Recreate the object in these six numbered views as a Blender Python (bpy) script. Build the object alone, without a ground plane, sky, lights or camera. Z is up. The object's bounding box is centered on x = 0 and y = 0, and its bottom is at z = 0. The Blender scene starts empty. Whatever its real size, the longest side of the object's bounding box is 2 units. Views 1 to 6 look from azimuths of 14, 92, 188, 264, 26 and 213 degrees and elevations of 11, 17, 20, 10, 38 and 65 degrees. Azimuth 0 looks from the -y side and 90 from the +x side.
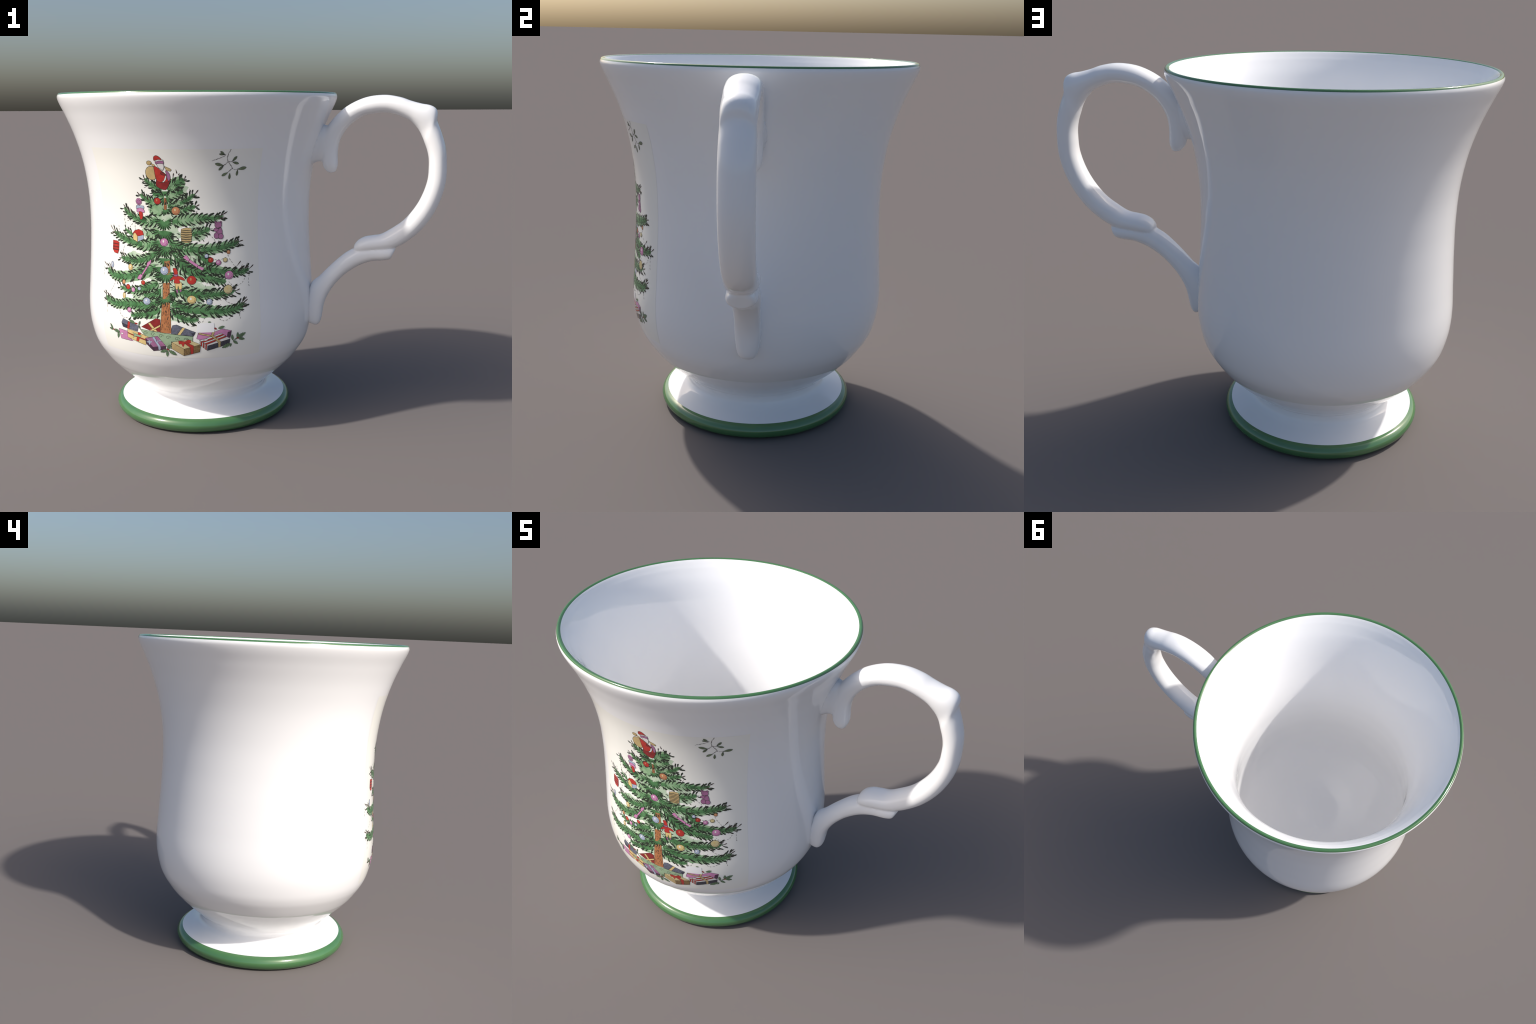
import bpy, bmesh, math, random
from mathutils import Vector, geometry

random.seed(20241)
CM = 0.01
AXIS_X = -0.2777            # the cup's axis; the handle reaches out along +x in the plane y = 0
SEGMENTS = 288

# ======================================================================= helpers
def catmull(points, per_span):
    """Smooth curve through the points (any dimension)."""
    pts = [tuple(2*a-b for a, b in zip(points[0], points[1]))] + list(points) + [tuple(2*a-b for a, b in zip(points[-1], points[-2]))]
    out = []
    for i in range(1, len(pts)-2):
        p0, p1, p2, p3 = pts[i-1:i+3]
        for k in range(per_span):
            t = k/per_span
            out.append(tuple(0.5*((2*b)+(-a+c)*t+(2*a-5*b+4*c-d)*t*t+(-a+3*b-3*c+d)*t**3) for a, b, c, d in zip(p0, p1, p2, p3)))
    out.append(tuple(points[-1]))
    return out

def new_object(name, verts, faces, material, parent, normals=None):
    mesh = bpy.data.meshes.new(name)
    mesh.from_pydata(verts, [], faces)
    mesh.materials.append(material)
    for p in mesh.polygons:
        p.use_smooth = True
    mesh.update()
    if normals is not None:
        mesh.normals_split_custom_set_from_vertices(normals)
    ob = bpy.data.objects.new(name, mesh)
    bpy.context.scene.collection.objects.link(ob)
    ob.parent = parent
    return ob

# ======================================================================= materials
def glazed(name, colour, variation=0.0, scale=30.0, roughness=0.22, darker=None, coat=0.0, ior=1.5):
    """Glazed ceramic colour; `darker` + `variation` give a hand-tinted, mottled print."""
    m = bpy.data.materials.new(name)
    m.use_nodes = True
    nt = m.node_tree
    bsdf = nt.nodes["Principled BSDF"]
    bsdf.inputs["Roughness"].default_value = roughness
    bsdf.inputs["IOR"].default_value = ior
    bsdf.inputs["Coat Weight"].default_value = coat
    bsdf.inputs["Coat Roughness"].default_value = 0.05
    if darker is None:
        darker = tuple(c*(1-variation) for c in colour)
    coord = nt.nodes.new("ShaderNodeTexCoord")
    noise = nt.nodes.new("ShaderNodeTexNoise")
    noise.inputs["Scale"].default_value = scale
    noise.inputs["Detail"].default_value = 4
    ramp = nt.nodes.new("ShaderNodeValToRGB")
    ramp.color_ramp.elements[0].position = 0.35
    ramp.color_ramp.elements[1].position = 0.65
    ramp.color_ramp.elements[0].color = (*darker, 1)
    ramp.color_ramp.elements[1].color = (*colour, 1)
    nt.links.new(coord.outputs["Object"], noise.inputs["Vector"])
    nt.links.new(noise.outputs["Fac"], ramp.inputs["Fac"])
    nt.links.new(ramp.outputs["Color"], bsdf.inputs["Base Color"])
    return m

PORCELAIN = glazed("white_porcelain", (0.982, 0.982, 0.988), 0.003, 5, roughness=0.03)
BAND_GREEN = glazed("green_band_glaze", (0.072, 0.205, 0.072), 0.10, 9, roughness=0.12, ior=1.85)
CREAM_PAPER = glazed("cream_transfer", (0.985, 0.975, 0.915), 0.003, 5, roughness=0.03)
INK = {
    "ink":        glazed("dark_ink", (0.035, 0.040, 0.032), 0.25, 90),
    "needle":     glazed("needle_ink", (0.030, 0.042, 0.028), 0.25, 60),
    "twig":       glazed("brown_ink", (0.075, 0.050, 0.042), 0.25, 90),
    "wash":       glazed("pale_green_wash", (0.66, 0.76, 0.60), 0.1, 26, darker=(0.42, 0.58, 0.39)),
    "light":      glazed("light_green_wash", (0.36, 0.53, 0.32), 0.1, 35, darker=(0.21, 0.40, 0.20)),
    "green":      glazed("branch_green", (0.115, 0.28, 0.115), 0.1, 34, darker=(0.060, 0.18, 0.065)),
    "bark":       glazed("orange_bark", (0.52, 0.22, 0.09), 0.1, 45, darker=(0.40, 0.15, 0.06)),
    "red":        glazed("print_red", (0.56, 0.045, 0.035), 0.25, 40),
    "darkred":    glazed("print_dark_red", (0.30, 0.030, 0.030), 0.25, 40),
    "orange":     glazed("print_orange", (0.62, 0.27, 0.13), 0.2, 40),
    "pink":       glazed("print_pink", (0.66, 0.27, 0.50), 0.15, 40),
    "purple":     glazed("print_mauve", (0.42, 0.17, 0.33), 0.2, 45),
    "darkpurple": glazed("print_dark_mauve", (0.10, 0.045, 0.085), 0.3, 60),
    "blue":       glazed("print_blue", (0.46, 0.53, 0.68), 0.15, 40),
    "slate":      glazed("print_slate", (0.16, 0.17, 0.23), 0.35, 120),
    "darkslate":  glazed("print_dark_slate", (0.06, 0.06, 0.085), 0.35, 120),
    "yellow":     glazed("print_yellow", (0.80, 0.60, 0.26), 0.12, 40),
    "cream":      glazed("print_cream", (0.74, 0.62, 0.33), 0.12, 40),
    "tan":        glazed("print_tan", (0.64, 0.47, 0.22), 0.15, 60),
    "brown":      glazed("print_brown", (0.30, 0.19, 0.08), 0.5, 140),
    "mint":       glazed("print_mint", (0.36, 0.50, 0.32), 0.12, 40),
    "holly":      glazed("holly_green", (0.15, 0.25, 0.13), 0.3, 80),
    "mistletoe":  glazed("mistletoe_green", (0.20, 0.26, 0.15), 0.35, 80),
    "white":      glazed("print_white", (0.84, 0.82, 0.80), 0.05, 40),
    "highlight":  glazed("print_highlight", (0.86, 0.84, 0.82), 0.03, 40),
}

# ======================================================================= the mug
mug = bpy.data.objects.new("footed_mug", None)
bpy.context.scene.collection.objects.link(mug)
mug["label"] = "white footed porcelain mug with Christmas tree print and green bands"
mug["category"] = "mug"

# ----------------------------------------------------------------------- lathe profile (radius, height), from under the foot, up the outside, over the lip, down the inside
UNDERSIDE = [(0.0005, 0.062), (0.15, 0.060), (0.30, 0.056), (0.365, 0.046), (0.395, 0.020), (0.408, 0.006), (0.420, 0.001), (0.436, 0.0)]
FOOT_BAND = [(0.436, 0.0), (0.448, 0.001), (0.461, 0.008), (0.472, 0.020), (0.4775, 0.034), (0.4775, 0.045), (0.472, 0.057), (0.462, 0.067), (0.448, 0.073)]
FOOT_TOP = [(0.448, 0.073), (0.425, 0.0775), (0.398, 0.0840), (0.374, 0.092), (0.354, 0.101), (0.342, 0.112), (0.336, 0.124), (0.3355, 0.136), (0.341, 0.149), (0.3525, 0.163)]
WALL = [(0.3525, 0.163), (0.373, 0.180), (0.395, 0.200), (0.4185, 0.220), (0.441, 0.240), (0.462, 0.260), (0.4815, 0.280), (0.4995, 0.300), (0.517, 0.320), (0.545, 0.360), (0.569, 0.400), (0.588, 0.450),
        (0.6035, 0.530), (0.6064, 0.620), (0.5978, 0.750), (0.5878, 0.900), (0.5820, 1.050), (0.5863, 1.200), (0.6077, 1.350), (0.6440, 1.480), (0.6836, 1.580), (0.7105, 1.638), (0.7195, 1.661), (0.7225, 1.675), (0.7195, 1.686)]
LIP_BAND = [(0.7195, 1.686), (0.7165, 1.6915), (0.7120, 1.6940), (0.7065, 1.6935), (0.7000, 1.6900)]
INSIDE = [(0.7000, 1.6900), (0.6930, 1.6830), (0.6815, 1.668), (0.6650, 1.645), (0.6290, 1.580), (0.5945, 1.480), (0.5630, 1.350), (0.5365, 1.200), (0.5260, 1.050), (0.5320, 0.900), (0.5430, 0.750), (0.5510, 0.620), (0.5480, 0.530),
          (0.5380, 0.470), (0.5220, 0.4215), (0.5030, 0.383), (0.4780, 0.351), (0.4270, 0.296), (0.3620, 0.238), (0.3000, 0.199), (0.2000, 0.1506), (0.1000, 0.1237), (0.0005, 0.115)]

def dense(points, step=0.008):
    curve = catmull(points, 24)
    out = [curve[0]]
    for p in curve[1:-1]:
        if math.dist(p, out[-1]) >= step:
            out.append(p)
    out.append(curve[-1])
    return out

runs = [("foot_underside", dense(UNDERSIDE), PORCELAIN), ("foot_band", dense(FOOT_BAND, 0.0035), BAND_GREEN), ("foot", dense(FOOT_TOP, 0.004), PORCELAIN),
        ("cup_wall", dense(WALL, 0.006), PORCELAIN), ("lip_band", dense(LIP_BAND, 0.0015), BAND_GREEN), ("cup_interior", dense(INSIDE, 0.006), PORCELAIN)]
profile, spans = [], []
for name, pts, mat in runs:
    start = len(profile)-1 if profile else 0
    profile += pts if not profile else pts[1:]
    spans.append((name, start, len(profile)-1, mat))
pnormal = []
for i, p in enumerate(profile):
    a, b = profile[max(i-1, 0)], profile[min(i+1, len(profile)-1)]
    l = math.dist(a, b)
    pnormal.append(((b[1]-a[1])/l, -(b[0]-a[0])/l))

def lathe(name, i0, i1, mat):
    verts, faces, normals = [], [], []
    for i in range(i0, i1+1):
        r, z = profile[i]
        nr, nz = pnormal[i]
        for k in range(SEGMENTS):
            t = 2*math.pi*k/SEGMENTS
            c, s = math.cos(t), math.sin(t)
            verts.append((AXIS_X+r*c, r*s, z))
            normals.append((nr*c, nr*s, nz))
    for i in range(i1-i0):
        for k in range(SEGMENTS):
            k2 = (k+1) % SEGMENTS
            faces.append((i*SEGMENTS+k, i*SEGMENTS+k2, (i+1)*SEGMENTS+k2, (i+1)*SEGMENTS+k))
    return new_object(name, verts, faces, mat, mug, normals)

for name, i0, i1, mat in spans:
    lathe(name, i0, i1, mat)

wall_i0, wall_i1 = [(s[1], s[2]) for s in spans if s[0] == "cup_wall"][0]
wall_profile = profile[wall_i0:wall_i1+1]
wall_normal = pnormal[wall_i0:wall_i1+1]
def wall_at(z):
    """Outer radius and profile normal of the cup wall at height z."""
    lo, hi = 0, len(wall_profile)-1
    while hi-lo > 1:
        mid = (lo+hi)//2
        if wall_profile[mid][1] <= z: lo = mid
        else: hi = mid
    (r0, z0), (r1, z1) = wall_profile[lo], wall_profile[hi]
    t = min(max((z-z0)/max(z1-z0, 1e-9), 0), 1)
    n0, n1 = wall_normal[lo], wall_normal[hi]
    return r0+(r1-r0)*t, (n0[0]+(n1[0]-n0[0])*t, n0[1]+(n1[1]-n0[1])*t)

# ----------------------------------------------------------------------- handle: lofts of rounded sections, fused into one skin
# station: (outer edge x, z), (inner edge x, z), half width across the handle
LOOP = [
    ((0.413, 1.293), (0.447, 1.296), 0.030), ((0.396, 1.307), (0.457, 1.322), 0.045), ((0.382, 1.335), (0.459, 1.346), 0.053), ((0.376, 1.400), (0.4575, 1.390), 0.055),
    ((0.382, 1.468), (0.464, 1.443), 0.056), ((0.403, 1.527), (0.487, 1.493), 0.058), ((0.449, 1.583), (0.528, 1.540), 0.060), ((0.509, 1.632), (0.588, 1.578), 0.063),
    ((0.595, 1.670), (0.645, 1.590), 0.064), ((0.686, 1.681), (0.702, 1.593), 0.064), ((0.762, 1.670), (0.757, 1.580), 0.064), ((0.815, 1.652), (0.810, 1.556), 0.063),
    ((0.866, 1.638), (0.838, 1.531), 0.063), ((0.908, 1.630), (0.858, 1.506), 0.062), ((0.936, 1.614), (0.870, 1.484), 0.060), ((0.946, 1.588), (0.879, 1.464), 0.060),
    ((0.946, 1.553), (0.887, 1.444), 0.062), ((0.969, 1.495), (0.900, 1.410), 0.063), ((0.991, 1.425), (0.909, 1.370), 0.063), ((0.9995, 1.345), (0.911, 1.325), 0.063),
    ((0.998, 1.255), (0.907, 1.262), 0.063), ((0.976, 1.165), (0.883, 1.185), 0.063), ((0.937, 1.080), (0.845, 1.116), 0.063), ((0.881, 1.004), (0.793, 1.055), 0.063),
    ((0.820, 0.950), (0.736, 1.013), 0.063), ((0.765, 0.917), (0.685, 0.983), 0.064), ((0.715, 0.903), (0.640, 0.974), 0.066), ((0.665, 0.896), (0.602, 0.966), 0.067),
    ((0.615, 0.890), (0.572, 0.949), 0.064), ((0.578, 0.886), (0.553, 0.926), 0.052), ((0.560, 0.890), (0.549, 0.908), 0.034),
]
LOWER_ARM = [
    ((0.742, 0.866), (0.766, 0.912), 0.026), ((0.735, 0.854), (0.758, 0.922), 0.050), ((0.702, 0.847), (0.715, 0.925), 0.060), ((0.640, 0.840), (0.645, 0.925), 0.062),
    ((0.573, 0.812), (0.585, 0.922), 0.062), ((0.515, 0.772), (0.540, 0.900), 0.062), ((0.475, 0.733), (0.502, 0.876), 0.062), ((0.440, 0.688), (0.460, 0.840), 0.059),
    ((0.413, 0.640), (0.414, 0.795), 0.057), ((0.398, 0.597), (0.372, 0.750), 0.056), ((0.391, 0.556), (0.335, 0.715), 0.057), ((0.385, 0.520), (0.312, 0.640), 0.054),
    ((0.376, 0.496), (0.310, 0.560), 0.048), ((0.364, 0.484), (0.316, 0.515), 0.038), ((0.352, 0.483), (0.325, 0.500), 0.022),
]
# the short web that ties the drooping tail of the loop to the wall
WEB = [
    ((0.430, 1.345), (0.440, 1.530), 0.045), ((0.390, 1.350), (0.405, 1.530), 0.050), ((0.360, 1.347), (0.385, 1.528), 0.052), ((0.335, 1.342), (0.372, 1.526), 0.058), ((0.300, 1.330), (0.348, 1.526), 0.066),
]
def loft(bm, stations, ring=28, per_span=6, power=2.12):
    flat = [(o[0], o[1], i[0], i[1], w) for o, i, w in stations]
    rings = []
    for ox, oz, ix, iz, w in catmull(flat, per_span):
        cx, cz, hx, hz = (ox+ix)/2, (oz+iz)/2, (ox-ix)/2, (oz-iz)/2
        loop = []
        for k in range(ring):
            t = 2*math.pi*k/ring
            c, s = math.cos(t), math.sin(t)
            p = power if c > 0 else 2.3                     # rounder outside, flatter on the finger side
            a = math.copysign(abs(c)**(2/p), c)
            b = math.copysign(abs(s)**(2/p), s)
            loop.append(bm.verts.new((cx+hx*a, w*b, cz+hz*a)))
        rings.append(loop)
    for A, B in zip(rings, rings[1:]):
        for k in range(ring):
            bm.faces.new((A[k], A[(k+1) % ring], B[(k+1) % ring], B[k]))
    bm.faces.new(rings[0][::-1])
    bm.faces.new(rings[-1])

bm = bmesh.new()
for part in (LOOP, LOWER_ARM, WEB):
    loft(bm, part)
bmesh.ops.recalc_face_normals(bm, faces=bm.faces)
rough = bpy.data.meshes.new("handle_lofts")
bm.to_mesh(rough)
bm.free()
handle = bpy.data.objects.new("handle", rough)
bpy.context.scene.collection.objects.link(handle)
mod = handle.modifiers.new("fuse", "REMESH")
mod.mode = "VOXEL"
mod.voxel_size = 0.0042
mod = handle.modifiers.new("glaze_flow", "SMOOTH")
mod.factor = 0.5
mod.iterations = 9
skin = bpy.data.meshes.new_from_object(handle.evaluated_get(bpy.context.evaluated_depsgraph_get()))
handle.modifiers.clear()
handle.data = skin
bpy.data.meshes.remove(rough)
skin.name = "handle"
skin.materials.clear()
skin.materials.append(PORCELAIN)
# glaze fillet: flare the skin where it runs into the wall
FILLET = 0.028
for v in skin.vertices:
    x, y, z = v.co
    r, (nr, nz) = wall_at(z)
    rho = math.hypot(x-AXIS_X, y)
    d = (rho-r)*nr
    if -0.02 < d < FILLET:
        k = (1-max(d, 0)/FILLET)**2 * 0.012
        n = v.normal
        rad = Vector(((x-AXIS_X)/rho*nr, y/rho*nr, nz))
        side = n - rad*n.dot(rad)
        if side.length > 1e-4:
            v.co += side.normalized()*k*min(1.0, side.length*1.4)
bm = bmesh.new()
bm.from_mesh(skin)
near = [v for v in bm.verts if abs((math.hypot(v.co.x-AXIS_X, v.co.y)-wall_at(v.co.z)[0])) < FILLET*1.3]
for _ in range(4):
    bmesh.ops.smooth_vert(bm, verts=near, factor=0.5, use_axis_x=True, use_axis_y=True, use_axis_z=True)
bm.to_mesh(skin)
bm.free()
for p in skin.polygons:
    p.use_smooth = True
handle.parent = mug

# ======================================================================= laying the print on the wall
def on_wall(u, v, lift):
    """Print coordinates (cm along the wall from the front, cm of height) to a point and normal on the wall."""
    z = v*CM
    t = u/59.0
    r, (nr, nz) = wall_at(z)
    lift = 0.0002+0.3*lift                                  # a print is far thinner than the china
    c, s = math.sin(t), -math.cos(t)
    return (AXIS_X+(r+lift*nr)*c, (r+lift*nr)*s, z+lift*nz), (nr*c, nr*s, nz)

LIFT = {"paper": 0.0005, "wash": 0.0009, "light": 0.0012, "green": 0.0015, "needle": 0.0018, "trunk": 0.00166, "thing": 0.0025}
layer_step = 0.00022

class Sheet:
    """Collects flat outlines and wraps them on the wall as one thin printed piece."""
    def __init__(self):
        self.verts, self.faces, self.normals = [], [], []
    def point(self, u, v, lift):
        p, n = on_wall(u, v, lift)
        self.verts.append(p)
        self.normals.append(n)
        return len(self.verts)-1
    def polygon(self, outline, lift, max_edge=1.0):
        bm = bmesh.new()
        vs = [bm.verts.new((u, v, 0)) for u, v in outline]
        for tri in geometry.tessellate_polygon([[Vector((u, v, 0)) for u, v in outline]]):
            try: bm.faces.new([vs[i] for i in tri])
            except ValueError: pass
        for _ in range(7):
            long = [e for e in bm.edges if e.calc_length() > max_edge]
            if not long: break
            bmesh.ops.subdivide_edges(bm, edges=long, cuts=1)
            bmesh.ops.triangulate(bm, faces=bm.faces)
        bm.normal_update()
        bm.verts.index_update()
        base = len(self.verts)
        for v in bm.verts:
            self.point(v.co.x, v.co.y, lift)
        for f in bm.faces:
            idx = [base+v.index for v in f.verts]
            if f.normal.z < 0: idx.reverse()
            self.faces.append(idx)
        bm.free()
    def ribbon(self, centre, half_widths, lift):
        prev = None
        n = len(centre)
        for i, (u, v) in enumerate(centre):
            a, b = centre[max(i-1, 0)], centre[min(i+1, n-1)]
            l = math.dist(a, b) or 1
            tx, ty = (b[0]-a[0])/l, (b[1]-a[1])/l
            w = half_widths[i]
            cur = (self.point(u+ty*w, v-tx*w, lift), self.point(u-ty*w, v+tx*w, lift))
            if prev: self.faces.append((prev[0], cur[0], cur[1], prev[1]))
            prev = cur
    def build(self, name, material, parent):
        return new_object(name, self.verts, self.faces, material, parent, self.normals)

PX = 0.0347                 # half sizes of discs are noted in picture units of 0.0347 cm
def disc(centre, half_w, half_h, count=22):
    wide = 1.0/max(math.cos(centre[0]/59.0-0.24), 0.5)      # the drawing is seen slightly from the right
    return [(centre[0]+half_w*PX*wide*math.cos(2*math.pi*k/count), centre[1]+half_h*PX*math.sin(2*math.pi*k/count)) for k in range(count)]

# ---------------------------------------------------------------- branches
# each: spine from trunk to tip, half-width of the green at base / tip (cm), needle length (cm), needles per side, upper-needle fraction
BRANCHES_UPPER = [
    ([(0.15, 124.62), (-3.47, 126.42), (-6.4, 128.39), (-7.81, 130.23)], 1.1, 0.5, 2.6, 6),
    ([(3, 125.01), (6.74, 127.11), (9.53, 129), (11.06, 130.01)], 2.2, 1.3, 2.4, 6),
    ([(1.2, 122.06), (-1.62, 122.69), (-4.36, 122.95)], 1.2, 0.6, 2.3, 4),
    ([(2.08, 121.91), (6.51, 123.08), (10.33, 124.57)], 1.3, 0.9, 2.4, 5),
    ([(-0.49, 117.9), (-4.52, 118.8), (-8.23, 120.56), (-11.14, 122.7)], 1.3, 0.5, 2.4, 8),
    ([(2.73, 117.46), (8.36, 118.57), (12.54, 120.8), (15.99, 123.36)], 1.2, 0.4, 2.6, 9),
    ([(3.36, 115.25), (8.62, 115.32), (13.11, 116.54), (16.02, 117.37)], 1.3, 0.5, 2.3, 6),
    ([(0.49, 115.35), (-3.17, 115.59), (-6.23, 114.96)], 1.9, 1.2, 2.6, 5),
    ([(-2.27, 110.61), (-8.45, 109.82), (-14.54, 111.22), (-18.83, 113.57), (-21.25, 115.86)], 1.5, 0.6, 2.5, 14),
    ([(4.59, 109.94), (11.61, 111.05), (19.5, 111.68), (25.35, 111.72), (29.03, 112.8)], 1.6, 0.5, 2.7, 18),
    ([(-1.75, 105.25), (-5.19, 103.72), (-8.72, 103.53)], 1.7, 1.0, 2.5, 5),
    ([(-16.31, 103.02), (-19.47, 104.53), (-21.33, 105.61)], 0.6, 0.3, 1.9, 4),
    ([(13.86, 104.15), (18.36, 105.14), (22.53, 106.96)], 1.3, 0.6, 2.4, 7),
    ([(-1.83, 100.41), (-8.8, 98.48), (-16.35, 99.51), (-23.42, 101.35), (-29.35, 103.62)], 1.7, 0.6, 2.7, 17),
    ([(3.28, 100.25), (8.91, 97.94), (19.25, 96.87), (28.3, 97.95), (34.08, 99.37), (36.68, 100.25)], 1.8, 0.9, 2.9, 22),
]
BRANCHES_LOWER = [
    ([(-2.27, 96.17), (-7.29, 92.57), (-14.27, 90.63), (-20.12, 90.95), (-24.05, 91.42)], 1.7, 0.6, 2.5, 12),
    ([(4.66, 96.76), (7.78, 92.68), (11.55, 89.25), (15.99, 87.16)], 1.9, 1.2, 2.9, 9),
    ([(16.47, 95.47), (19.85, 91.95), (23.24, 89.07)], 1.6, 0.8, 2.6, 7),
    ([(-3.86, 88.42), (-12.14, 84.65), (-21, 82.3), (-29.36, 82.27), (-34.37, 84.81)], 1.9, 0.9, 2.6, 17),
    ([(16, 87.51), (23.2, 87.17), (31.94, 85.67), (37.8, 85.74), (41.47, 86.81)], 1.8, 0.6, 2.7, 17),
    ([(6.71, 92.31), (11.18, 87.18), (19.03, 84.34), (25.18, 82.57), (29.69, 81.45)], 1.9, 0.9, 2.7, 15),
    ([(-2.74, 80.8), (-7.31, 78.55), (-13.35, 76.57), (-19.99, 76.16), (-24.91, 77.29)], 1.6, 0.5, 2.3, 13),
    ([(5.53, 78.73), (12.07, 76.06), (19.21, 75.64), (26.4, 75.7), (31.68, 76.4), (34.21, 77.08)], 2.0, 0.6, 3.0, 17),
    ([(-2.02, 75.94), (-5.39, 75), (-10.46, 74.56)], 1.3, 0.7, 2.3, 6),
    ([(-2.4, 71.34), (-8.85, 69.39), (-17.18, 69.52), (-25.79, 68.27), (-32.01, 69.05), (-35.64, 70.97)], 2.0, 0.9, 2.6, 19),
    ([(4.08, 71.34), (10.28, 69.05), (19.41, 67.93), (27.59, 67.54), (34.3, 68.42), (38.41, 70.85)], 2.1, 0.9, 2.9, 22),
    ([(-1.85, 68.56), (-5.75, 66.31), (-12.04, 64.78), (-17.56, 63.9)], 1.6, 0.6, 2.4, 10),
    ([(4.06, 68.53), (7.16, 65.48), (11.93, 63.98), (16.65, 63.78)], 1.7, 0.6, 2.7, 10),
]
# fans of needles where boughs meet the trunk: centre, inner radius, outer radius (cm), start, end angle (deg, 0 = right, 90 = up), count
TUFTS = [
    ((0.83, 109.85), 1.0, 4.8, 150, 390, 17),
    ((1.36, 124.13), 0.4, 2.6, 180, 360, 9),
    ((1.67, 121.21), 1.0, 4.2, 195, 345, 9),
    ((1.24, 115.89), 0.6, 3.4, 175, 365, 12),
    ((0.49, 105.85), 1.5, 6.2, 195, 345, 15),
    ((0.38, 100.15), 2.6, 6.6, 190, 250, 5),
    ((0.34, 97.15), 1.3, 5.2, 190, 350, 13),
    ((-0.14, 88.61), 2.0, 6.0, 185, 245, 6),
    ((-0.52, 85.11), 1.2, 5.0, 175, 280, 9),
    ((-1.28, 78.08), 1.2, 4.6, 180, 270, 7),
    ((0.89, 73.65), 1.4, 5.0, -25, 40, 7),
    ((0.35, 73.27), 1.6, 5.4, 190, 250, 6),
    ((5.52, 76.99), 1.0, 4.2, 195, 300, 6),
]
# pale green washes behind the boughs: centre, half-width, half-height (cm), tilt (deg)
WASHES = [
    ((7.57, 123.7), 4.6, 3.4, 18), ((9.44, 119.94), 3.8, 2.8, 25), ((-2.41, 115.96), 4.4, 3.0, 0),
    ((9.63, 114.48), 4.0, 2.6, 10), ((-5.42, 107.88), 4.6, 2.6, 0), ((6.36, 109.97), 3.6, 2.6, 0),
    ((16.34, 107.59), 3.6, 2.4, 20), ((-6.34, 104.7), 4.0, 2.8, 0), ((16.62, 103.79), 4.6, 2.4, 10),
    ((4.77, 104.07), 3.4, 2.8, 0), ((-2.22, 124.22), 2.4, 2.2, 0), ((-14.69, 92.18), 4.6, 2.4, -10),
    ((-8.9, 89.13), 4.6, 3.2, 20), ((6.77, 96.12), 3.4, 2.6, 0), ((13.67, 92.37), 4.8, 3.0, -20),
    ((-14.7, 86.53), 4.2, 2.4, 10), ((19.77, 87.79), 4.6, 2.2, 0), ((-3.49, 84.25), 3.4, 3.6, 0),
    ((-5.01, 77.14), 4.2, 3.2, 0), ((-11.27, 74.48), 5.4, 2.2, 0), ((13.49, 79.55), 5.2, 2.8, 0),
    ((8.73, 84.72), 3.4, 3.2, 0), ((5.48, 72.44), 3.2, 3.0, -20), ((13.72, 71.52), 5.0, 2.4, -8),
    ((12.64, 67.32), 5.0, 2.2, -15), ((-8.07, 71.24), 4.0, 2.8, 0), ((-5.38, 67.94), 3.0, 2.6, 0),
    ((21.64, 77.66), 4.2, 2.0, 0), ((5.19, 79.77), 2.4, 3.0, 0),
]
# ---------------------------------------------------------------- trunk
TRUNK = [
    [(1.17, 121.2), (2.34, 121.22), (2.19, 115.46), (0.82, 115.43)],
    [(0.44, 91.49), (3.23, 91.73), (3.45, 85), (0.36, 84.74)],
    [(-0.32, 80.93), (3.01, 81.3), (2.96, 73.47), (-0.49, 73.15)],
    [(-0.78, 71.62), (3.09, 71.93), (3.4, 64.28), (3.57, 56.9), (-1.8, 56.92), (-1.16, 64.01)],
]
# ---------------------------------------------------------------- baubles: colour, centre, half-width, half-height (px)
BAUBLES = [
    ("red", (-2.25, 119.66), 46, 46), ("orange", (6.53, 115.23), 58, 55), ("pink", (0.46, 100.33), 57, 56),
    ("orange", (31.1, 95.49), 25, 27), ("blue", (20.57, 94.01), 28, 28), ("red", (22.54, 92.05), 36, 36),
    ("pink", (26.16, 90.69), 36, 36), ("cream", (29.49, 91.81), 31, 31), ("yellow", (-17.93, 87.27), 33, 46),
    ("blue", (-30.47, 87.12), 21, 46), ("blue", (0.41, 86.9), 57, 57), ("red", (-10.56, 80.49), 28, 30),
    ("orange", (-22.08, 79.66), 23, 32), ("red", (-19.3, 77.6), 30, 36), ("pink", (-16.23, 76.54), 28, 34),
    ("blue", (-12.73, 77.42), 25, 25), ("red", (13.43, 82.68), 63, 60), ("pink", (31.12, 84.57), 58, 57),
    ("cream", (30.47, 77.79), 60, 61), ("yellow", (-21.7, 73.05), 21, 42), ("blue", (-8.55, 71.73), 52, 50),
    ("yellow", (13.33, 73.44), 62, 56), ("blue", (21.53, 72.25), 40, 43), ("pink", (-18.38, 66.42), 32, 36),
]
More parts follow.
